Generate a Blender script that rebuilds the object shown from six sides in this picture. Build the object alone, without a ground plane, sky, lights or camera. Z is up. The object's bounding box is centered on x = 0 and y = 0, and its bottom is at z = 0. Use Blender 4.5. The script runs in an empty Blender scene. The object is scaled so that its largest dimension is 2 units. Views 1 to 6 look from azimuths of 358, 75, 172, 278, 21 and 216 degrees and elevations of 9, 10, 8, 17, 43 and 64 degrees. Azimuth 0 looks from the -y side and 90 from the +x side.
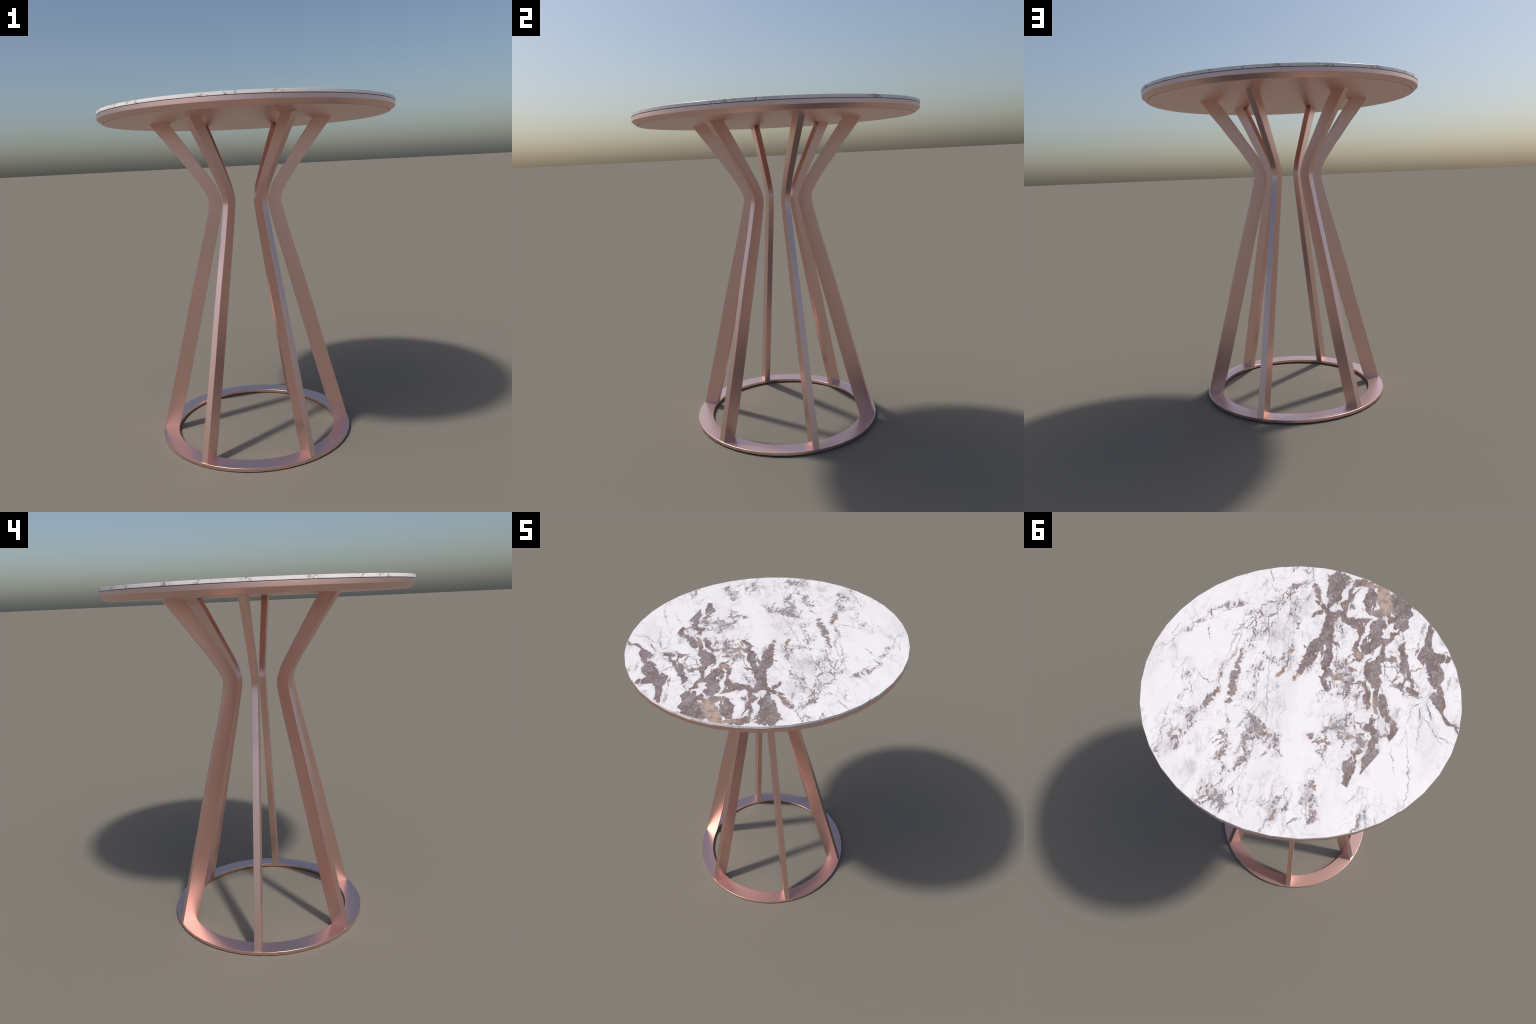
"""Tall round bistro table: veined marble disc in a rose-gold metal dish,
six bent flat-bar legs pinched to a waist, standing on a flat metal ring."""
import bpy, bmesh, math
from math import sin, cos, pi, radians
from mathutils import Vector

# ---------------------------------------------------------------- sizes (metres)
SIDES = 40                      # the disc and the dish are turned with 40 facets
TOP_Z = 2.0
MARBLE_R, MARBLE_T = 0.8686, 0.0160
SEAM = 0.0018                   # shadow gap between the stone and the dish
DISH = [(0.0, 1.9820), (0.858, 1.9820), (0.8650, 1.9818), (0.8672, 1.9806),
        (0.8677, 1.9785), (0.8677, 1.9592), (0.8664, 1.9570),
        (0.8405, 1.9362), (0.8385, 1.9352), (0.8378, 1.9390), (0.8350, 1.9390),
        (0.8346, 1.9336), (0.8338, 1.9329), (0.0, 1.9329)]
AXIS = (-0.0335, 0.001)         # the under-frame stands a little off the disc centre
RING_IN, RING_OUT, RING_T, RING_ROUND = 0.5012, 0.5985, 0.0230, (0.0016, 0.0080)
# thickness of a leg bar across its radial plane: at the foot, the waist and the head
BAR_T, WAIST_T, HEAD_T, WAIST_Z = 0.0402, 0.0348, 0.0390, 1.45
LEG_ANGLES = (0, 59.3, 121.8, 180.2, 238.2, 300.8)
# side profile of a leg: height, radius of the outer edge, radius of the inner edge
LEG_PROFILE = [
    (0.0205, 0.5935, 0.4995), (0.1800, 0.5520, 0.4535), (0.3350, 0.5115, 0.4130),
    (0.5900, 0.4435, 0.3485), (0.7400, 0.4070, 0.3115), (0.9100, 0.3620, 0.2685),
    (1.0600, 0.3215, 0.2310), (1.2260, 0.2745, 0.1885), (1.3400, 0.2455, 0.1610),
    (1.4000, 0.2305, 0.1480), (1.4480, 0.2212, 0.1405), (1.4830, 0.2240, 0.1445),
    (1.5100, 0.2365, 0.1560), (1.5420, 0.2540, 0.1685), (1.5850, 0.2822, 0.1945),
    (1.6370, 0.3180, 0.2295), (1.7050, 0.3710, 0.2760), (1.7800, 0.4250, 0.3265),
    (1.8350, 0.4690, 0.3640), (1.8900, 0.5120, 0.4030), (1.9350, 0.5460, 0.4360)]

# ---------------------------------------------------------------- marble markings
# Each stain is an ellipse on the slab: (x, y, half length, half width, angle in degrees).
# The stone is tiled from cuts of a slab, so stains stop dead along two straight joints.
DARK = [
    (0.250, -0.696, 0.146, 0.0545, 115), (0.189, -0.510, 0.065, 0.0176, 160), (0.248, -0.762, 0.037, 0.0206, 80),
    (0.118, -0.827, 0.106, 0.0265, 32), (0.129, -0.611, 0.049, 0.0175, 137), (0.131, -0.539, 0.056, 0.0213, 45),
    (0.128, -0.644, 0.090, 0.0129, 108), (0.122, -0.746, 0.074, 0.0118, 78), (0.106, -0.402, 0.101, 0.0356, 123),
    (0.090, -0.273, 0.073, 0.0331, 86), (0.082, -0.220, 0.094, 0.0375, 94), (0.069, -0.127, 0.062, 0.0127, 96),
    (0.013, -0.262, 0.110, 0.0281, 124), (0.112, -0.493, 0.039, 0.0144, 80), (0.030, -0.735, 0.103, 0.0308, 118),
    (-0.061, -0.681, 0.082, 0.0215, 20), (-0.115, -0.842, 0.082, 0.0291, 5), (-0.141, -0.789, 0.090, 0.0592, 144),
    (-0.180, -0.680, 0.059, 0.0359, 160), (-0.223, -0.696, 0.049, 0.0177, 89), (0.038, -0.541, 0.049, 0.0241, 4),
    (-0.024, -0.524, 0.058, 0.0249, 141), (-0.035, -0.585, 0.032, 0.0156, 46), (-0.070, -0.455, 0.050, 0.0180, 104),
    (-0.127, -0.369, 0.044, 0.0232, 147), (-0.132, -0.535, 0.131, 0.0499, 102), (-0.163, -0.442, 0.055, 0.0300, 15),
    (-0.216, -0.579, 0.062, 0.0222, 68), (-0.236, -0.458, 0.075, 0.0204, 100), (-0.244, -0.329, 0.077, 0.0446, 116),
    (-0.329, -0.244, 0.095, 0.0195, 124), (-0.295, -0.194, 0.086, 0.0130, 126), (-0.298, -0.562, 0.115, 0.0095, 124),
    (-0.387, -0.455, 0.047, 0.0092, 143), (-0.446, -0.397, 0.044, 0.0067, 130), (-0.496, -0.330, 0.047, 0.0170, 3),
    (-0.388, -0.707, 0.098, 0.0107, 110), (-0.459, -0.589, 0.072, 0.0420, 132), (-0.469, -0.608, 0.089, 0.0334, 25),
    (-0.536, -0.518, 0.063, 0.0354, 138), (-0.579, -0.464, 0.043, 0.0299, 155), (-0.068, -0.098, 0.031, 0.0051, 155),
    (0.224, -0.458, 0.020, 0.0129, 93), (0.176, -0.325, 0.016, 0.0090, 93), (0.020, -0.347, 0.018, 0.0073, 11),
    (-0.438, -0.149, 0.071, 0.0183, 133), (-0.430, -0.060, 0.041, 0.0056, 123), (-0.443, -0.008, 0.021, 0.0135, 71),
    (-0.506, 0.053, 0.086, 0.0185, 122), (-0.536, 0.139, 0.062, 0.0206, 103), (-0.552, -0.060, 0.046, 0.0258, 110),
    (-0.493, 0.260, 0.076, 0.0215, 113), (-0.515, 0.327, 0.043, 0.0190, 104),
]
MOTTLED = [
    (-0.470, 0.145, 0.039, 0.0134, 58), (-0.395, 0.054, 0.030, 0.0059, 153), (-0.430, 0.049, 0.025, 0.0056, 53),
    (-0.276, 0.146, 0.029, 0.0073, 58), (-0.307, 0.095, 0.040, 0.0062, 55), (-0.227, 0.218, 0.020, 0.0119, 32),
    (-0.290, 0.214, 0.035, 0.0112, 26), (-0.308, 0.210, 0.049, 0.0044, 117), (-0.347, 0.122, 0.035, 0.0056, 134),
    (-0.382, 0.116, 0.035, 0.0066, 57), (-0.505, -0.111, 0.035, 0.0088, 1), (-0.085, -0.169, 0.039, 0.0169, 150),
    (-0.188, -0.158, 0.040, 0.0111, 148), (-0.221, -0.198, 0.044, 0.0077, 47), (-0.120, -0.109, 0.027, 0.0073, 117),
    (-0.098, -0.256, 0.053, 0.0047, 82), (-0.117, -0.271, 0.037, 0.0066, 75), (-0.155, -0.253, 0.023, 0.0089, 43),
    (-0.137, -0.205, 0.028, 0.0079, 38), (-0.191, -0.207, 0.022, 0.0102, 83), (0.307, -0.588, 0.076, 0.0187, 149),
    (0.447, -0.555, 0.035, 0.0185, 54), (-0.450, 0.097, 0.028, 0.0136, 167), (0.366, 0.086, 0.084, 0.0122, 117),
    (0.301, 0.216, 0.107, 0.0224, 120),
]
DARK_LEFT = [
    (-0.625, -0.379, 0.057, 0.0306, 175), (-0.650, -0.388, 0.096, 0.0184, 126), (-0.679, -0.328, 0.059, 0.0125, 144),
    (-0.739, -0.295, 0.046, 0.0130, 161), (-0.789, -0.289, 0.031, 0.0101, 18), (-0.813, -0.279, 0.037, 0.0069, 135),
    (-0.637, -0.283, 0.057, 0.0042, 131), (-0.597, -0.253, 0.044, 0.0026, 125),
]
DARK_BACK = [
    (0.340, 0.351, 0.089, 0.0157, 91), (0.254, 0.308, 0.022, 0.0171, 89), (0.072, 0.327, 0.065, 0.0184, 159),
    (0.030, 0.432, 0.049, 0.0121, 113), (0.038, 0.413, 0.025, 0.0109, 82), (-0.014, 0.355, 0.024, 0.0141, 20),
    (-0.027, 0.559, 0.045, 0.0088, 89), (-0.107, 0.359, 0.037, 0.0055, 112), (-0.075, 0.780, 0.030, 0.0128, 144),
    (-0.024, 0.838, 0.041, 0.0061, 42), (0.002, 0.833, 0.021, 0.0035, 81), (-0.109, 0.826, 0.020, 0.0072, 105),
    (-0.306, 0.608, 0.013, 0.0086, 22), (-0.328, 0.686, 0.034, 0.0105, 113), (0.075, 0.569, 0.033, 0.0057, 99),
    (-0.595, 0.302, 0.022, 0.0066, 120), (-0.679, 0.450, 0.065, 0.0055, 97), (-0.390, 0.443, 0.016, 0.0104, 38),
    (-0.442, 0.516, 0.038, 0.0042, 120), (-0.486, 0.580, 0.033, 0.0070, 99),
]
TAN = [
    (-0.034, -0.785, 0.120, 0.0405, 129), (-0.123, -0.174, 0.040, 0.0190, 32), (0.079, -0.840, 0.052, 0.0113, 18),
    (-0.128, -0.366, 0.027, 0.0184, 161), (-0.392, -0.136, 0.050, 0.0143, 130), (0.143, -0.016, 0.053, 0.0087, 88),
    (0.186, -0.147, 0.025, 0.0159, 69),
]
RUST = [
    (0.135, -0.821, 0.061, 0.0228, 25), (0.130, -0.606, 0.042, 0.0225, 156), (0.294, -0.707, 0.035, 0.0214, 173),
    (0.139, -0.230, 0.019, 0.0115, 148), (-0.029, -0.515, 0.037, 0.0122, 151), (-0.449, 0.095, 0.034, 0.0165, 171),
    (-0.627, 0.211, 0.026, 0.0077, 157),
]
SPECK = [
    (0.175, -0.083, 0.233, 0.0303, 107), (0.410, -0.134, 0.189, 0.0268, 99), (0.659, -0.208, 0.157, 0.0180, 49),
    (0.729, 0.034, 0.130, 0.0171, 70), (0.385, -0.202, 0.072, 0.0276, 94), (0.240, 0.061, 0.127, 0.0246, 108),
    (0.398, 0.200, 0.079, 0.0139, 107), (-0.219, -0.116, 0.131, 0.0359, 178), (-0.130, -0.016, 0.077, 0.0223, 83),
    (0.096, -0.646, 0.035, 0.0187, 149), (0.065, -0.464, 0.050, 0.0348, 161), (0.040, -0.427, 0.055, 0.0182, 153),
    (-0.126, -0.234, 0.082, 0.0444, 160), (0.351, -0.420, 0.063, 0.0347, 110), (0.279, -0.337, 0.051, 0.0323, 102),
    (-0.446, 0.100, 0.051, 0.0451, 19), (-0.453, -0.130, 0.059, 0.0238, 138), (-0.322, 0.095, 0.080, 0.0311, 143),
    (-0.308, 0.263, 0.040, 0.0299, 3), (0.320, -0.035, 0.026, 0.0229, 102), (0.279, 0.101, 0.040, 0.0161, 115),
    (0.252, -0.279, 0.044, 0.0364, 158), (0.331, -0.368, 0.048, 0.0387, 50), (0.451, -0.397, 0.078, 0.0199, 84),
    (0.516, -0.252, 0.047, 0.0244, 15), (0.214, -0.051, 0.049, 0.0352, 164), (0.629, -0.232, 0.035, 0.0144, 30),
    (0.416, -0.143, 0.077, 0.0391, 3), (0.430, -0.583, 0.049, 0.0324, 68), (0.166, 0.221, 0.050, 0.0362, 52),
]
SPECK_BACK = [
    (0.314, 0.577, 0.169, 0.0191, 96), (0.472, 0.403, 0.104, 0.0175, 90), (-0.028, 0.525, 0.128, 0.0153, 100),
    (0.178, 0.423, 0.087, 0.0101, 122), (0.346, 0.535, 0.045, 0.0164, 98), (0.001, 0.656, 0.134, 0.0150, 103),
    (-0.132, 0.398, 0.072, 0.0148, 118), (-0.367, 0.627, 0.087, 0.0117, 120), (-0.096, 0.447, 0.069, 0.0130, 86),
    (0.331, 0.714, 0.078, 0.0445, 78), (0.435, 0.518, 0.037, 0.0268, 64), (0.365, 0.490, 0.079, 0.0304, 98),
    (0.016, 0.916, 0.029, 0.0023, 165), (0.543, 0.309, 0.044, 0.0190, 119), (0.140, 0.492, 0.045, 0.0148, 138),
    (0.102, 0.572, 0.051, 0.0164, 69), (0.026, 0.341, 0.110, 0.0387, 155), (-0.021, 0.560, 0.061, 0.0204, 97),
    (-0.020, 0.773, 0.112, 0.0429, 165), (-0.080, 0.682, 0.044, 0.0118, 137), (-0.311, 0.645, 0.068, 0.0211, 118),
    (-0.636, 0.328, 0.085, 0.0125, 157), (-0.678, 0.457, 0.062, 0.0137, 106), (-0.460, 0.543, 0.088, 0.0164, 128),
]
VEIL = [
    (0.312, -0.188, 0.281, 0.1218, 103), (0.334, -0.457, 0.132, 0.0898, 146), (0.052, -0.444, 0.084, 0.0469, 145),
    (-0.310, 0.060, 0.114, 0.0524, 144), (-0.451, -0.738, 0.054, 0.0273, 143),
]
VEIL_BACK = [
    (0.333, 0.715, 0.081, 0.0594, 95), (0.362, 0.513, 0.079, 0.0426, 110), (-0.008, 0.344, 0.115, 0.0518, 157),
    (0.159, 0.747, 0.071, 0.0692, 31), (-0.317, 0.653, 0.086, 0.0423, 112), (-0.443, 0.523, 0.122, 0.0376, 129),
]
THIN = [
    (-0.444, -0.473, 0.060, 0.0044, 54), (-0.285, -0.538, 0.057, 0.0034, 133), (-0.294, -0.384, 0.051, 0.0024, 128),
    (-0.354, -0.333, 0.046, 0.0023, 149), (-0.416, -0.312, 0.040, 0.0022, 176), (-0.388, -0.420, 0.081, 0.0041, 148),
    (-0.331, -0.573, 0.032, 0.0023, 51), (-0.040, -0.282, 0.092, 0.0024, 124), (-0.345, -0.264, 0.084, 0.0021, 123),
    (-0.361, -0.638, 0.045, 0.0021, 106), (-0.517, -0.663, 0.024, 0.0046, 79), (0.525, -0.653, 0.033, 0.0050, 81),
    (0.633, -0.202, 0.060, 0.0032, 58), (0.709, -0.093, 0.034, 0.0045, 141), (0.731, -0.017, 0.042, 0.0024, 66),
    (0.633, 0.021, 0.043, 0.0027, 135), (0.502, -0.069, 0.113, 0.0017, 110), (0.364, -0.184, 0.077, 0.0022, 123),
    (0.494, -0.355, 0.049, 0.0051, 43), (0.434, -0.351, 0.049, 0.0022, 131), (0.421, -0.289, 0.033, 0.0034, 67),
    (0.434, -0.388, 0.085, 0.0023, 112), (0.489, -0.277, 0.031, 0.0047, 147), (0.619, -0.546, 0.044, 0.0026, 134),
    (0.157, 0.086, 0.158, 0.0018, 125), (0.250, 0.082, 0.068, 0.0021, 128), (0.367, 0.248, 0.049, 0.0013, 133),
    (0.765, 0.187, 0.055, 0.0019, 94), (0.805, 0.115, 0.020, 0.0026, 92), (0.412, -0.516, 0.028, 0.0033, 56),
    (0.370, -0.483, 0.025, 0.0032, 58), (-0.351, 0.292, 0.037, 0.0029, 132), (-0.317, 0.267, 0.015, 0.0038, 177),
    (-0.533, -0.038, 0.020, 0.0031, 139), (-0.536, 0.177, 0.025, 0.0025, 130),
]
THIN_LEFT = [
    (-0.706, -0.193, 0.056, 0.0025, 151), (-0.783, -0.175, 0.039, 0.0026, 11), (-0.711, 0.055, 0.085, 0.0017, 125),
    (-0.776, 0.165, 0.060, 0.0014, 114), (-0.636, 0.072, 0.037, 0.0012, 127),
]
THIN_BACK = [
    (0.111, 0.346, 0.054, 0.0027, 90), (-0.055, 0.391, 0.030, 0.0024, 169), (0.030, 0.620, 0.032, 0.0017, 145),
    (0.009, 0.860, 0.028, 0.0029, 180), (-0.120, 0.770, 0.016, 0.0030, 71), (-0.103, 0.797, 0.030, 0.0030, 66),
    (-0.077, 0.766, 0.019, 0.0020, 10), (-0.305, 0.561, 0.032, 0.0020, 85), (-0.368, 0.621, 0.046, 0.0016, 120),
    (-0.163, 0.734, 0.040, 0.0014, 133), (-0.072, 0.641, 0.069, 0.0015, 96), (-0.017, 0.661, 0.039, 0.0012, 126),
    (0.430, 0.625, 0.072, 0.0015, 121), (-0.432, 0.647, 0.034, 0.0043, 67), (0.555, 0.330, 0.036, 0.0021, 132),
    (0.458, 0.373, 0.042, 0.0015, 135), (0.441, 0.278, 0.026, 0.0029, 174),
]
WINDOW = [
    (0.181, -0.696, 0.096, 0.0164, 102), (0.261, -0.587, 0.070, 0.0159, 134), (0.088, -0.681, 0.134, 0.0357, 99),
    (-0.077, -0.531, 0.091, 0.0139, 104), (-0.014, -0.426, 0.080, 0.0289, 94), (-0.046, -0.467, 0.033, 0.0109, 124),
    (-0.178, -0.617, 0.065, 0.0243, 95), (-0.204, -0.429, 0.073, 0.0125, 95), (-0.177, -0.382, 0.044, 0.0131, 83),
    (-0.298, -0.223, 0.048, 0.0120, 135), (0.086, -0.504, 0.027, 0.0112, 110), (0.186, -0.379, 0.095, 0.0327, 96),
    (-0.249, -0.527, 0.096, 0.0194, 97), (0.021, -0.590, 0.026, 0.0177, 38), (0.164, -0.543, 0.019, 0.0143, 38),
    (0.051, -0.281, 0.016, 0.0038, 131), (-0.399, 0.025, 0.040, 0.0179, 91), (-0.478, -0.054, 0.057, 0.0205, 132),
    (-0.514, 0.200, 0.074, 0.0168, 110), (-0.442, 0.093, 0.026, 0.0050, 98), (-0.333, 0.162, 0.058, 0.0148, 119),
    (-0.402, 0.141, 0.035, 0.0108, 167),
]
QUARTZ = [
    (0.463, -0.324, 0.053, 0.0501, 32), (0.398, -0.476, 0.060, 0.0205, 140), (-0.479, -0.058, 0.059, 0.0178, 129),
]
CLEAR = [
    (0.590, 0.462, 0.147, 0.1092, 130), (0.617, 0.081, 0.165, 0.1008, 60), (0.755, -0.251, 0.227, 0.0859, 72),
    (-0.728, 0.105, 0.165, 0.1652, 108), (-0.049, 0.018, 0.146, 0.1110, 140), (-0.423, -0.273, 0.079, 0.0786, 127),
    (-0.198, 0.218, 0.155, 0.0895, 145), (-0.537, 0.465, 0.103, 0.0699, 116), (-0.122, 0.496, 0.079, 0.0642, 108),
    (0.155, 0.729, 0.070, 0.0632, 88), (-0.379, -0.567, 0.178, 0.0532, 117),
]
WEB = [
    (-0.382, -0.389, 0.176, 0.0961, 150), (-0.371, 0.061, 0.160, 0.0856, 6), (-0.217, -0.142, 0.157, 0.0827, 169),
    (-0.642, -0.262, 0.087, 0.0672, 149), (-0.002, -0.362, 0.143, 0.0419, 137), (0.445, -0.481, 0.086, 0.0462, 5),
    (0.463, -0.177, 0.096, 0.0542, 66),
]
WEB_BACK = [
    (-0.052, 0.781, 0.110, 0.0627, 176), (0.121, 0.530, 0.096, 0.0401, 157), (0.003, 0.379, 0.121, 0.0542, 179),
    (-0.462, 0.554, 0.097, 0.0380, 145),
]


# ================================================================ node helpers
class Net:
    """Small helper that writes shader nodes one after another."""
    def __init__(self, name):
        self.mat = bpy.data.materials.new(name)
        self.mat.use_nodes = True
        self.t = self.mat.node_tree
        self.t.nodes.clear()
        self.out = self.t.nodes.new("ShaderNodeOutputMaterial")
        self.bsdf = self.t.nodes.new("ShaderNodeBsdfPrincipled")
        self.t.links.new(self.bsdf.outputs[0], self.out.inputs[0])

    def put(self, socket, value):
        if hasattr(value, "is_output"):
            self.t.links.new(value, socket)
        elif value is not None:
            socket.default_value = value

    def math(self, op, a, b=None, c=None, clamp=False):
        n = self.t.nodes.new("ShaderNodeMath")
        n.operation, n.use_clamp = op, clamp
        for s, v in zip(n.inputs, (a, b, c)):
            self.put(s, v)
        return n.outputs[0]

    def vec(self, op, a, b=None, scale=None):
        n = self.t.nodes.new("ShaderNodeVectorMath")
        n.operation = op
        self.put(n.inputs[0], a)
        self.put(n.inputs[1], b)
        if scale is not None:
            self.put(n.inputs["Scale"], scale)
        return n.outputs["Value" if op in ("LENGTH", "DOT_PRODUCT", "DISTANCE") else "Vector"]

    def place(self, v, loc, rot, scale, kind="TEXTURE"):
        n = self.t.nodes.new("ShaderNodeMapping")
        n.vector_type = kind
        self.put(n.inputs["Vector"], v)
        n.inputs["Location"].default_value = loc
        n.inputs["Rotation"].default_value = (0, 0, rot)
        n.inputs["Scale"].default_value = scale
        return n.outputs[0]

    def noise(self, v, scale, detail=4.0, rough=0.55, dist=0.0, colour=False, kind=None):
        n = self.t.nodes.new("ShaderNodeTexNoise")
        if kind:
            n.noise_type = kind
        self.put(n.inputs["Vector"], v)
        n.inputs["Scale"].default_value = scale
        n.inputs["Detail"].default_value = detail
        n.inputs["Roughness"].default_value = rough
        n.inputs["Distortion"].default_value = dist
        return n.outputs["Color" if colour else 0]

    def cells(self, v, scale, feature="DISTANCE_TO_EDGE"):
        n = self.t.nodes.new("ShaderNodeTexVoronoi")
        n.feature = feature
        self.put(n.inputs["Vector"], v)
        n.inputs["Scale"].default_value = scale
        return n.outputs["Color" if feature == "F1" else 0]

    def ramp(self, x, lo, hi, smooth=True, to=(0.0, 1.0)):
        n = self.t.nodes.new("ShaderNodeMapRange")
        n.interpolation_type = "SMOOTHSTEP" if smooth else "LINEAR"
        self.put(n.inputs["Value"], x)
        n.inputs["From Min"].default_value = lo
        n.inputs["From Max"].default_value = hi
        n.inputs["To Min"].default_value, n.inputs["To Max"].default_value = to
        return n.outputs[0]

    def mix(self, f, a, b):
        n = self.t.nodes.new("ShaderNodeMix")
        n.data_type = "RGBA"
        self.put(n.inputs[0], f)
        self.put(n.inputs[6], a)
        self.put(n.inputs[7], b)
        return n.outputs[2]

    def set(self, **kw):
        for k, v in kw.items():
            self.put(self.bsdf.inputs[k.replace("_", " ")], v)


def srgb(r, g, b):
    f = lambda c: c / 12.92 if c <= 0.04045 else ((c + 0.055) / 1.055) ** 2.4
    return (f(r / 255), f(g / 255), f(b / 255), 1.0)


# ================================================================ materials
def rose_gold():
    n = Net("rose_gold_metal")
    tc = n.t.nodes.new("ShaderNodeTexCoord").outputs["Object"]
    fine = n.noise(tc, 260.0, 2.0)
    n.set(Base_Color=METAL, Metallic=1.0, Roughness=n.ramp(fine, 0.3, 0.7, to=(ROUGH - 0.01, ROUGH + 0.01)))
    return n.mat


def joint_line():
    n = Net("dark_joint")
    n.set(Base_Color=srgb(120, 104, 104), Roughness=0.7)
    return n.mat


def marble_top():
    n = Net("breccia_marble")
    obj = n.t.nodes.new("ShaderNodeTexCoord").outputs["Object"]
    flat = n.vec("MULTIPLY", obj, (1, 1, 0))

    # ragged coordinates: every stain outline is broken up at three sizes
    def shake(v, scale, amount, detail=2.0):
        c = n.vec("SUBTRACT", n.noise(flat, scale, detail, colour=True), (0.5, 0.5, 0.5))
        return n.vec("ADD", v, n.vec("MULTIPLY", c, (amount, amount, 0)))
    ragged = shake(shake(flat, 13.0, 0.050, 1.0), 40.0, 0.013, 1.0)
    lined = shake(shake(flat, 11.0, 0.060), 46.0, 0.030, 4.0)
    soft = shake(flat, 9.0, 0.12)

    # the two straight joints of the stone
    sep = n.t.nodes.new("ShaderNodeSeparateXYZ")
    n.put(sep.inputs[0], obj)
    x, y = sep.outputs[0], sep.outputs[1]
    back = n.math("GREATER_THAN", n.math("MULTIPLY_ADD", x, 0.077, y), 0.3055)
    left = n.math("LESS_THAN", n.math("MULTIPLY_ADD", y, -0.060, x), -0.567)
    front = n.math("SUBTRACT", 1.0, back)
    main = n.math("MULTIPLY", front, n.math("SUBTRACT", 1.0, left))
    leftfront = n.math("MULTIPLY", front, left)

    chain = [None]

    def stains(v, marks, absolute=True):
        """Signed distance (metres) to the union of ellipses, or their nearest relative radius."""
        # the running result rides along in z (flattened away by the mapping), which keeps
        # the shader evaluating one stain after another
        best = None
        for i, (px, py, a, b, ang) in enumerate(marks):
            if best is not None:
                chain[0] = best
            if chain[0] is not None and i % 2 == 0:
                n_add = n.t.nodes.new("ShaderNodeVectorMath")
                n_add.operation = "MULTIPLY_ADD"
                n.put(n_add.inputs[0], chain[0])
                n.put(n_add.inputs[1], (0, 0, 1))
                n.put(n_add.inputs[2], v)
                here = n_add.outputs[0]
            elif i % 2 == 0:
                here = v
            d = n.vec("LENGTH", n.place(here, (px, py, 0), radians(ang), (a, b, 1e7)))
            if absolute:
                d = n.math("MULTIPLY_ADD", d, b, -b)
            best = d if best is None else n.math("MINIMUM", best, d)
        chain[0] = best
        return best

    def only(mask, field, far=1.0):
        return n.math("ADD", field, n.math("MULTIPLY", n.math("SUBTRACT", 1.0, mask), far))

    def either(*f):
        r = f[0]
        for g in f[1:]:
            r = n.math("MINIMUM", r, g)
        return r

    pores = n.math("SUBTRACT", n.noise(flat, 48.0, 5.0, 0.6), 0.5)
    holes = n.math("SUBTRACT", n.noise(n.place(flat, (0, 0, 0), radians(100), (1.7, 1, 1)), 17.0, 4.0, 0.6), 0.5)
    solid = n.math("MULTIPLY_ADD", pores, 0.016, stains(ragged, DARK))
    windows = n.math("MULTIPLY_ADD", pores, 0.022, stains(ragged, WINDOW))
    quartz = stains(ragged, QUARTZ)
    tilt = n.vec("ADD", n.place(flat, (0, 0, 0), radians(107), (2.0, 0.9, 1.0)), n.vec("MULTIPLY", n.noise(flat, 26.0, 2.0, colour=True), (.02, .02, 0)))
    facet = n.t.nodes.new("ShaderNodeSeparateColor")
    n.put(facet.inputs[0], n.cells(tilt, 24.0, "F1"))
    shard = n.math("SUBTRACT", facet.outputs[0], 0.5)
    solid = n.math("MULTIPLY_ADD", shard, 0.014, solid)
    splinter = n.noise(n.place(flat, (0, 0, 0), radians(107), (2.6, 0.8, 1.0)), 26.0, 3.0, 0.6)
    solid = n.math("MULTIPLY_ADD", n.ramp(splinter, 0.60, 0.74), 0.045, solid)
    solid = n.math("MULTIPLY_ADD", holes, 0.045, solid)
    mottled = n.math("MULTIPLY_ADD", pores, 0.060, n.math("SUBTRACT", stains(ragged, MOTTLED), 0.001))
    heavy = n.math("SUBTRACT", solid, 0.0065)
    solid = n.math("MINIMUM", heavy, mottled)
    sponge = n.math("MULTIPLY_ADD", pores, 0.085, n.math("SUBTRACT", stains(ragged, DARK_BACK), 0.001))
    dark = either(only(main, n.math("MAXIMUM", solid, n.math("MULTIPLY", windows, -1.0))), only(leftfront, stains(ragged, DARK_LEFT)),
                  only(back, sponge))
    thin = either(only(main, stains(lined, THIN)), only(leftfront, stains(lined, THIN_LEFT)),
                  only(back, stains(lined, THIN_BACK)))
    speck = either(only(main, stains(soft, SPECK, False), 9), only(back, stains(soft, SPECK_BACK, False), 9))
    veil = either(only(main, stains(soft, VEIL, False), 9), only(back, stains(soft, VEIL_BACK, False), 9))
    tan = only(main, stains(ragged, TAN))
    rust = only(main, stains(ragged, RUST))

    # grain of the stone runs along one direction
    grain = n.place(flat, (0, 0, 0), radians(118), (2.4, 0.8, 1.0))
    grain = n.vec("ADD", grain, n.vec("MULTIPLY", n.vec("SUBTRACT", n.noise(flat, 7.0, 3.0, colour=True), (.5, .5, .5)), (.16, .16, 0)))
    cloud = n.noise(grain, 3.2, 4.0, 0.55)
    ridge_a = n.math("ABSOLUTE", n.math("SUBTRACT", n.noise(grain, 8.0, 6.0, 0.62), 0.5))
    hue = n.noise(flat, 21.0, 3.0)
    fine = n.noise(flat, 130.0, 3.0, 0.6)

    # ---- ground colour: nearly white with faint clouds
    white = n.mix(n.ramp(cloud, 0.42, 0.72), WHITE, CLOUD)
    veil_m = n.math("MULTIPLY", n.ramp(veil, 1.15, 0.45), n.ramp(n.noise(grain, 9.0, 5.0, 0.6), 0.40, 0.66))
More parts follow.
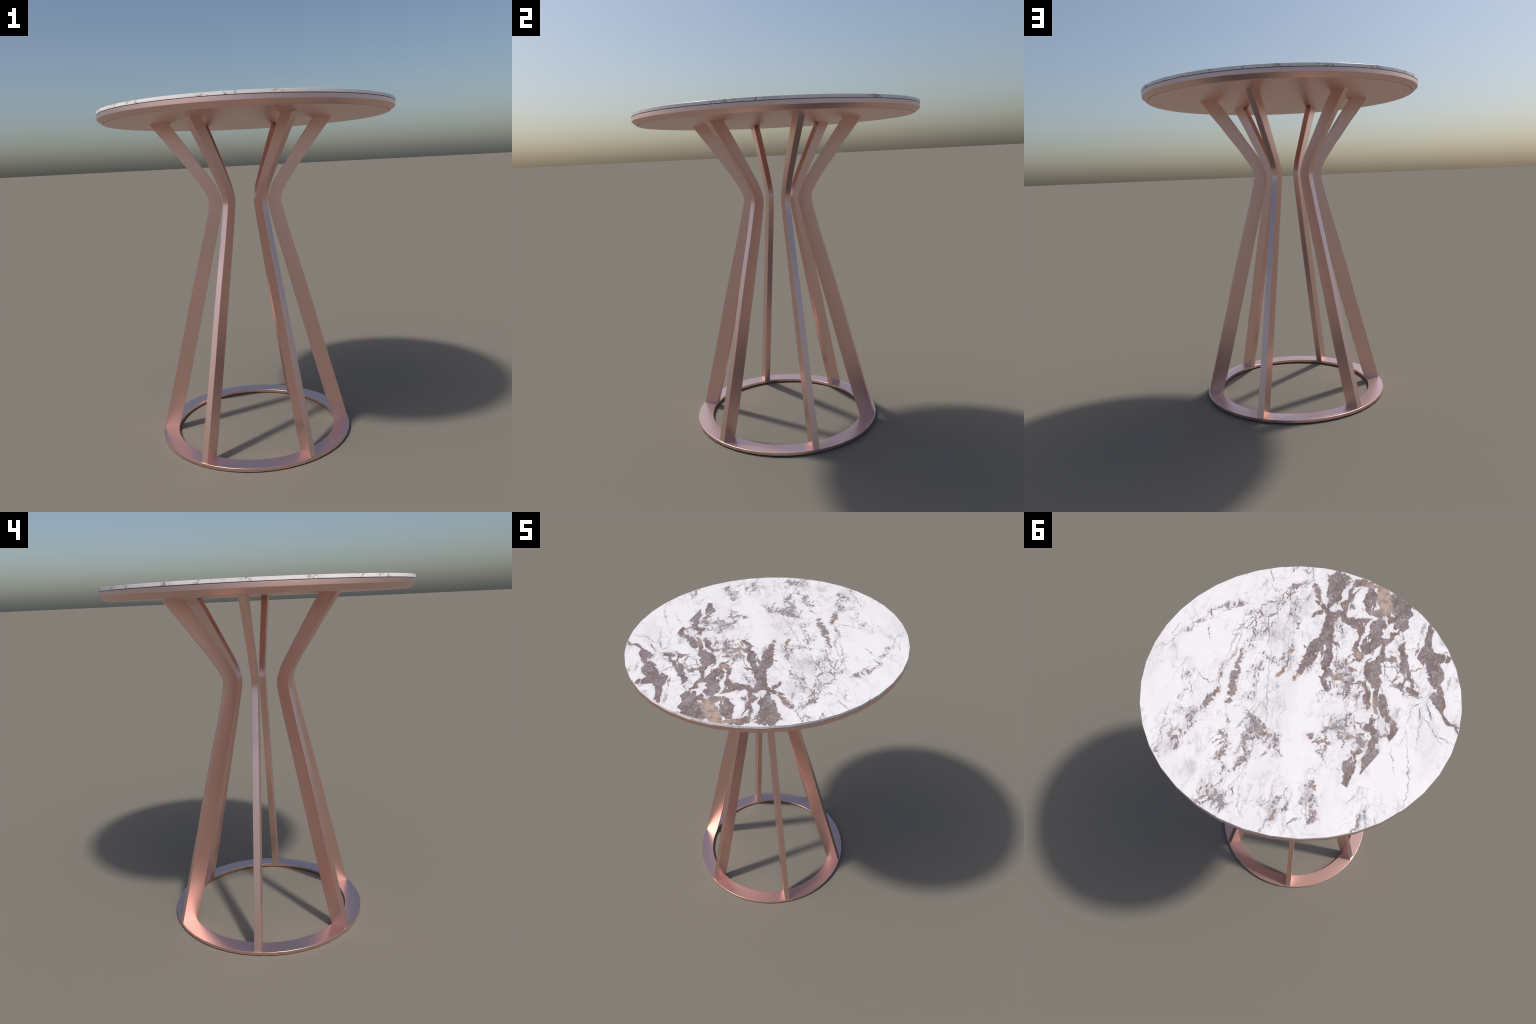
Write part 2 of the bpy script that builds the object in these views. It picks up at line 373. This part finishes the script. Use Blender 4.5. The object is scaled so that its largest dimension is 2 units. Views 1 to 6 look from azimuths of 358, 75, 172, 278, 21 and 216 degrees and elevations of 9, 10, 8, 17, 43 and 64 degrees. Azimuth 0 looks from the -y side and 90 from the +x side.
    white = n.mix(n.math("MULTIPLY", veil_m, 0.95), white, GREY_VEIL)
    clear = n.ramp(stains(soft, CLEAR, False), 0.70, 1.25, to=(0.12, 1.0))
    patchy = n.math("MULTIPLY", n.ramp(n.noise(grain, 4.5, 3.0), 0.40, 0.62), clear)
    white = n.mix(n.math("MULTIPLY", n.math("MULTIPLY", n.ramp(ridge_a, 0.050, 0.004), patchy), 0.20), white, GREY_VEIL)
    white = n.mix(n.math("MULTIPLY", n.math("MULTIPLY", n.ramp(ridge_a, 0.014, 0.002), patchy), 0.40),
                  white, n.mix(n.ramp(hue, 0.42, 0.58), PINK_VEIN, GREY_VEIN))
    ridge_c = n.math("ABSOLUTE", n.math("SUBTRACT", n.noise(n.vec("ADD", lined, (3.1, 1.7, 0.4)), 5.5, 4.0, 0.6), 0.5))
    white = n.mix(n.math("MULTIPLY", n.math("MULTIPLY", n.ramp(ridge_c, 0.010, 0.001), n.math("MULTIPLY", clear, n.ramp(fine, 0.40, 0.60))), 0.38),
                  white, n.mix(n.ramp(hue, 0.40, 0.60), PINK_VEIN, VEIN))

    # ---- long connected veins running with the grain
    drawn = n.place(flat, (0, 0, 0), radians(108), (3.4, 0.9, 1.0))
    drawn = n.vec("ADD", drawn, n.vec("MULTIPLY", n.vec("SUBTRACT", n.noise(flat, 14.0, 4.0, 0.62, colour=True), (.5, .5, .5)), (.075, .075, 0)))
    ridge_d = n.math("ABSOLUTE", n.math("SUBTRACT", n.noise(drawn, 6.0, 2.0, 0.5), 0.5))
    where = n.math("MULTIPLY", n.math("MULTIPLY", clear, n.ramp(n.noise(flat, 3.6, 2.0), 0.46, 0.60)), n.ramp(fine, 0.34, 0.56, to=(0.3, 1.0)))
    white = n.mix(n.math("MULTIPLY", n.math("MULTIPLY", n.ramp(ridge_d, 0.045, 0.004), where), 0.55), white, GREY_VEIL)
    white = n.mix(n.math("MULTIPLY", n.math("MULTIPLY", n.ramp(ridge_d, 0.012, 0.003), where), 0.75), white, n.mix(n.ramp(hue, 0.46, 0.60), VEIN, RUST_VEIN))

    # ---- quartz windows: clear grey, with a dark outline
    c = n.mix(n.math("MULTIPLY", n.ramp(quartz, 0.002, -0.004), 0.75), white, QUARTZ_GREY)
    rind = n.math("MULTIPLY", n.ramp(n.math("ABSOLUTE", n.math("SUBTRACT", quartz, 0.002)), 0.0040, 0.0012),
                  n.ramp(n.noise(flat, 28.0, 3.0), 0.40, 0.56))
    c = n.mix(n.math("MULTIPLY", rind, 0.85), c, VEIN)

    # ---- peppered zones: crinkled hairlines and knots of small grey and rust-brown spots,
    #      drawn out along the grain
    zone = n.ramp(speck, 1.45, 0.40)
    streaky = n.place(flat, (0, 0, 0), radians(118), (1.7, 0.85, 1.0))
    streaky = n.vec("ADD", streaky, n.vec("MULTIPLY", n.vec("SUBTRACT", n.noise(flat, 30.0, 4.0, colour=True), (.5, .5, .5)), (.040, .040, 0)))
    spots = n.noise(streaky, 58.0, 4.0, 0.62)
    clump = n.noise(streaky, 13.0, 3.0, 0.6)
    dots = n.ramp(n.math("MULTIPLY_ADD", zone, 0.17, n.math("MULTIPLY_ADD", clump, 0.45, spots)), 0.915, 0.965)
    net_a = n.math("ABSOLUTE", n.math("SUBTRACT", n.noise(streaky, 20.0, 5.0, 0.6), 0.5))
    thread = n.math("MULTIPLY", n.ramp(net_a, 0.022, 0.004), n.ramp(clump, 0.44, 0.58))
    pepper = n.math("MULTIPLY", n.math("MAXIMUM", dots, n.math("MULTIPLY", thread, 0.75)), n.ramp(speck, 1.50, 0.85))
    glow = n.math("MULTIPLY", n.math("MULTIPLY", n.ramp(net_a, 0.075, 0.010), n.ramp(clump, 0.38, 0.56)), n.ramp(speck, 1.45, 0.70))
    c = n.mix(n.math("MULTIPLY", glow, 0.28), c, SOFT_GREY)
    pepper_c = n.mix(n.ramp(hue, 0.47, 0.62), GREY_VEIN, RUST_VEIN)
    c = n.mix(n.math("MULTIPLY", n.math("MULTIPLY", n.ramp(speck, 1.3, 0.3), n.ramp(clump, 0.36, 0.62)), 0.34), c, GREY_VEIL)
    c = n.mix(n.math("MULTIPLY", pepper, 0.90), c, pepper_c)

    # ---- webs: linked brown-grey veins looping round clear white cells, coarse and fine
    web_zone = n.ramp(either(only(main, stains(soft, WEB, False), 9), only(back, stains(soft, WEB_BACK, False), 9)), 1.15, 0.75)
    looped = n.vec("ADD", n.place(lined, (0, 0, 0), radians(107), (1.5, 0.9, 1.0)), n.vec("MULTIPLY", n.noise(flat, 70.0, 3.0, colour=True), (.012, .012, 0)))
    thick = n.ramp(n.noise(flat, 19.0, 3.0), 0.34, 0.68, to=(0.010, 0.075))
    coarse = n.math("LESS_THAN", n.cells(looped, 14.0), thick)
    finer = n.math("MULTIPLY", n.ramp(n.cells(looped, 38.0), 0.070, 0.020), n.ramp(n.noise(flat, 11.0, 2.0), 0.50, 0.60))
    loops = n.math("MULTIPLY", n.math("MAXIMUM", coarse, n.math("MULTIPLY", finer, 0.75)), n.ramp(n.noise(flat, 8.0, 2.0), 0.38, 0.48))
    c = n.mix(n.math("MULTIPLY", n.math("MULTIPLY", loops, web_zone), 0.85), c,
              n.mix(n.ramp(hue, 0.45, 0.60), VEIN, n.mix(n.ramp(fine, 0.4, 0.6), RUST_VEIN, BEIGE)))

    # ---- hairline veins
    line = n.math("MULTIPLY", n.ramp(thin, 0.0030, -0.0015), n.ramp(n.noise(flat, 55.0, 3.0), 0.34, 0.58, to=(0.25, 1.0)))
    c = n.mix(n.math("MULTIPLY", line, 0.92), c, n.mix(n.ramp(hue, 0.44, 0.56), VEIN, RUST_VEIN))

    # ---- breccia: dark brown-grey fragments, threaded with pale cracks, rusty at the rim
    crack = n.math("MULTIPLY", n.ramp(n.cells(n.vec("ADD", flat, n.vec("MULTIPLY", n.noise(flat, 40.0, 3.0, colour=True), (.03, .03, 0))), 34.0), 0.050, 0.0),
                   n.ramp(n.noise(flat, 15.0, 2.0), 0.42, 0.62))
    body = n.mix(n.ramp(n.noise(flat, 9.0, 5.0, 0.65), 0.38, 0.62), DARK_BROWN, DARK_GREY)
    warm = n.math("MULTIPLY", n.ramp(n.noise(flat, 17.0, 4.0, 0.6), 0.56, 0.70), 0.55)
    body = n.mix(warm, body, WARM_BROWN)
    pale = n.math("MULTIPLY", n.ramp(n.noise(flat, 6.5, 4.0, 0.6), 0.54, 0.68), 0.5)
    body = n.mix(pale, body, MID_GREY)
    body = n.mix(n.math("MULTIPLY", n.ramp(fine, 0.46, 0.74), 0.45), body, MID_GREY)
    body = n.mix(n.math("MULTIPLY", n.ramp(tan, 0.012, -0.012), n.ramp(spots, 0.32, 0.50, to=(0.25, 1.0))), body, n.mix(n.ramp(fine, 0.42, 0.64), TAN_STONE, TAN_DARK))
    body = n.mix(n.math("MULTIPLY", n.ramp(rust, 0.012, -0.014), n.ramp(fine, 0.36, 0.56)), body, RUST_STONE)
    web = n.math("ABSOLUTE", n.math("SUBTRACT", n.noise(flat, 34.0, 4.0, 0.62), 0.5))
    body = n.mix(n.math("MULTIPLY", n.ramp(web, 0.030, 0.0), n.ramp(n.noise(flat, 14.0, 3.0), 0.38, 0.60, to=(0.10, 0.75))), body, PALE_CRACK)
    body = n.mix(n.math("MULTIPLY", crack, 0.45), body, PALE_CRACK)
    rim = n.math("MULTIPLY", n.ramp(dark, -0.016, -0.003), n.ramp(hue, 0.47, 0.60))
    body = n.mix(n.math("MULTIPLY", rim, 0.60), body, RUST_VEIN)
    fleck = n.noise(n.place(flat, (0, 0, 0), radians(107), (1.8, 0.9, 1.0)), 24.0, 5.0, 0.65)
    body = n.mix(n.math("MULTIPLY", n.ramp(fleck, 0.57, 0.66), 0.75), body, n.mix(n.ramp(hue, 0.44, 0.60), ASH, BEIGE))
    light = n.math("MULTIPLY", n.ramp(n.math("SUBTRACT", heavy, n.math("MINIMUM", mottled, sponge)), -0.004, 0.006), n.ramp(spots, 0.42, 0.56, to=(0.0, 0.75)))
    body = n.mix(light, body, n.mix(n.ramp(hue, 0.48, 0.60), ASH, BEIGE))
    halo = n.math("MULTIPLY", n.ramp(dark, 0.022, 0.0), 0.22)
    c = n.mix(halo, c, GREY_VEIL)
    alltan = either(dark, tan, n.math("ADD", rust, 0.004))
    c = n.mix(n.ramp(alltan, 0.0018, -0.0018), c, body)

    n.set(Base_Color=c, Roughness=STONE_ROUGH)
    n.bsdf.inputs["Specular IOR Level"].default_value = STONE_SPEC
    return n.mat


def marble_edge():
    n = Net("marble_edge")
    obj = n.t.nodes.new("ShaderNodeTexCoord").outputs["Object"]
    v = n.vec("ADD", obj, n.vec("MULTIPLY", n.vec("SUBTRACT", n.noise(obj, 20.0, 3.0, colour=True), (.5, .5, .5)), (.06, .06, .02)))
    group = n.ramp(n.noise(obj, 6.0, 2.0), 0.50, 0.60)
    ridge = n.math("ABSOLUTE", n.math("SUBTRACT", n.noise(v, 26.0, 3.0, 0.6), 0.5))
    line = n.math("MULTIPLY", n.ramp(ridge, 0.048, 0.012), group)
    c = n.mix(n.ramp(n.noise(obj, 9.0, 3.0), 0.4, 0.7), WHITE, CLOUD)
    c = n.mix(n.math("MULTIPLY", line, 0.85), c, n.mix(n.ramp(n.noise(obj, 30.0), 0.42, 0.58), GREY_VEIN, RUST_VEIN))
    n.set(Base_Color=c, Roughness=STONE_ROUGH)
    n.bsdf.inputs["Specular IOR Level"].default_value = STONE_SPEC
    return n.mat


# colours (albedo)
METAL = srgb(235, 198, 190)
ROUGH = 0.33
STONE_ROUGH, STONE_SPEC = 0.32, 0.5
WHITE, CLOUD = srgb(244, 239, 238), srgb(233, 228, 229)
GREY_VEIL = srgb(204, 198, 201)
QUARTZ_GREY = srgb(223, 218, 221)
BEIGE, ASH = srgb(180, 158, 145), srgb(168, 157, 157)
SOFT_GREY = srgb(172, 164, 168)
GREY_VEIN, VEIN = srgb(126, 114, 115), srgb(118, 104, 104)
PINK_VEIN, RUST_VEIN = srgb(200, 182, 176), srgb(150, 122, 108)
DARK_BROWN, DARK_GREY, MID_GREY = srgb(116, 98, 93), srgb(140, 125, 122), srgb(160, 150, 150)
WARM_BROWN = srgb(144, 118, 106)
TAN_DARK = srgb(168, 138, 120)
TAN_STONE, RUST_STONE, PALE_CRACK = srgb(198, 174, 156), srgb(132, 106, 96), srgb(196, 188, 190)


# ================================================================ geometry
def finish(obj, parent, materials, smooth_angle=40.0):
    for m in materials:
        obj.data.materials.append(m)
    bpy.context.scene.collection.objects.link(obj)
    obj.parent = parent
    obj.data.polygons.foreach_set("use_smooth", [True] * len(obj.data.polygons))
    obj.data.set_sharp_from_angle(angle=radians(smooth_angle))
    w = obj.modifiers.new("flat_faces", "WEIGHTED_NORMAL")
    w.keep_sharp, w.weight, w.mode = True, 100, "FACE_AREA"
    return obj


def turned(name, profile, sides, turn=0.0):
    """Lathe a profile of (radius, height) points; a radius of 0 closes the shape with one flat face."""
    bm = bmesh.new()
    rings = []
    for r, z in profile:
        if r > 0:
            rings.append([bm.verts.new((r * cos(2 * pi * i / sides + turn), r * sin(2 * pi * i / sides + turn), z)) for i in range(sides)])
    closed = profile[0][0] > 0
    pairs = list(zip(rings, rings[1:])) + ([(rings[-1], rings[0])] if closed else [])
    for a, b in pairs:
        for i in range(sides):
            j = (i + 1) % sides
            bm.faces.new((a[i], a[j], b[j], b[i]))
    if not closed:
        bm.faces.new(rings[0])
        bm.faces.new(rings[-1])
    bmesh.ops.recalc_face_normals(bm, faces=bm.faces)
    me = bpy.data.meshes.new(name)
    bm.to_mesh(me)
    bm.free()
    return bpy.data.objects.new(name, me)


def leg_mesh():
    """Flat bar bent in the x-z plane; the long edges get a small round."""
    bm = bmesh.new()
    loops = []
    r = 0.0018
    for z, ro, ri in LEG_PROFILE:
        h = (BAR_T + (WAIST_T - BAR_T) * z / WAIST_Z if z < WAIST_Z else
             WAIST_T + (HEAD_T - WAIST_T) * (z - WAIST_Z) / (TOP_Z - WAIST_Z)) / 2
        corner = [(ro, -h, 1, -1), (ro, h, 1, 1), (ri, h, -1, 1), (ri, -h, -1, -1)]
        pts = []
        for cx, cy, sx, sy in corner:
            a = (cx, cy - sy * r)
            b = (cx - sx * r, cy)
            m = (cx - sx * r * 0.29, cy - sy * r * 0.29)
            pts += [a, m, b] if sx * sy > 0 else [b, m, a]
        loops.append([bm.verts.new((px, py, z)) for px, py in pts])
    k = len(loops[0])
    for a, b in zip(loops, loops[1:]):
        for i in range(k):
            j = (i + 1) % k
            bm.faces.new((a[i], a[j], b[j], b[i]))
    bm.faces.new(loops[0])
    bm.faces.new(loops[-1])
    bmesh.ops.recalc_face_normals(bm, faces=bm.faces)
    me = bpy.data.meshes.new("leg")
    bm.to_mesh(me)
    bm.free()
    return me


def round_ring(ri, ro, t, top, low, steps=4):
    """Cross-section of the foot ring: a flat strip, crisp above and well rounded below."""
    pts = []
    for cx, cz, a0, r in ((ro - low, low, -90, low), (ro - top, t - top, 0, top), (ri + top, t - top, 90, top), (ri + low, low, 180, low)):
        for s in range(steps + 1):
            a = radians(a0 + 90 * s / steps)
            pts.append((cx + r * cos(a), cz + r * sin(a)))
    return pts


def build():
    table = bpy.data.objects.new("round_bistro_table", None)
    table.empty_display_size = 0.2
    bpy.context.scene.collection.objects.link(table)
    table["label"] = "tall round marble table on pinched rose-gold bar legs"
    table["category"] = "table"

    metal, stone, edge, dark = rose_gold(), marble_top(), marble_edge(), joint_line()

    z0 = TOP_Z - MARBLE_T
    e = 0.0008
    slab = turned("marble_top", [(0.0, TOP_Z), (MARBLE_R - e, TOP_Z), (MARBLE_R, TOP_Z - e), (MARBLE_R, z0 + e), (MARBLE_R - e, z0), (0.0, z0)], SIDES)
    finish(slab, table, [stone, edge], 35)
    for p in slab.data.polygons:
        p.material_index = 0 if p.normal.z > 0.9 else 1

    gap = turned("joint_strip", [(0.0, z0 + 0.001), (MARBLE_R - 0.0035, z0 + 0.001), (MARBLE_R - 0.0035, z0 - SEAM - 0.001), (0.0, z0 - SEAM - 0.001)], SIDES)
    finish(gap, table, [dark], 35)

    dish = turned("table_dish", DISH, SIDES)
    finish(dish, table, [metal], 30)

    ring = turned("foot_ring", round_ring(RING_IN, RING_OUT, RING_T, *RING_ROUND), 44)
    finish(ring, table, [metal], 50)
    ring.location = (AXIS[0], AXIS[1], 0)

    first = None
    for a in LEG_ANGLES:
        if first is None:
            leg = bpy.data.objects.new("leg", leg_mesh())
            finish(leg, table, [metal], 50)
            first = leg
        else:
            leg = first.copy()
            bpy.context.scene.collection.objects.link(leg)
        leg.location = (AXIS[0], AXIS[1], 0)
        leg.rotation_euler = (0, 0, radians(a))


build()
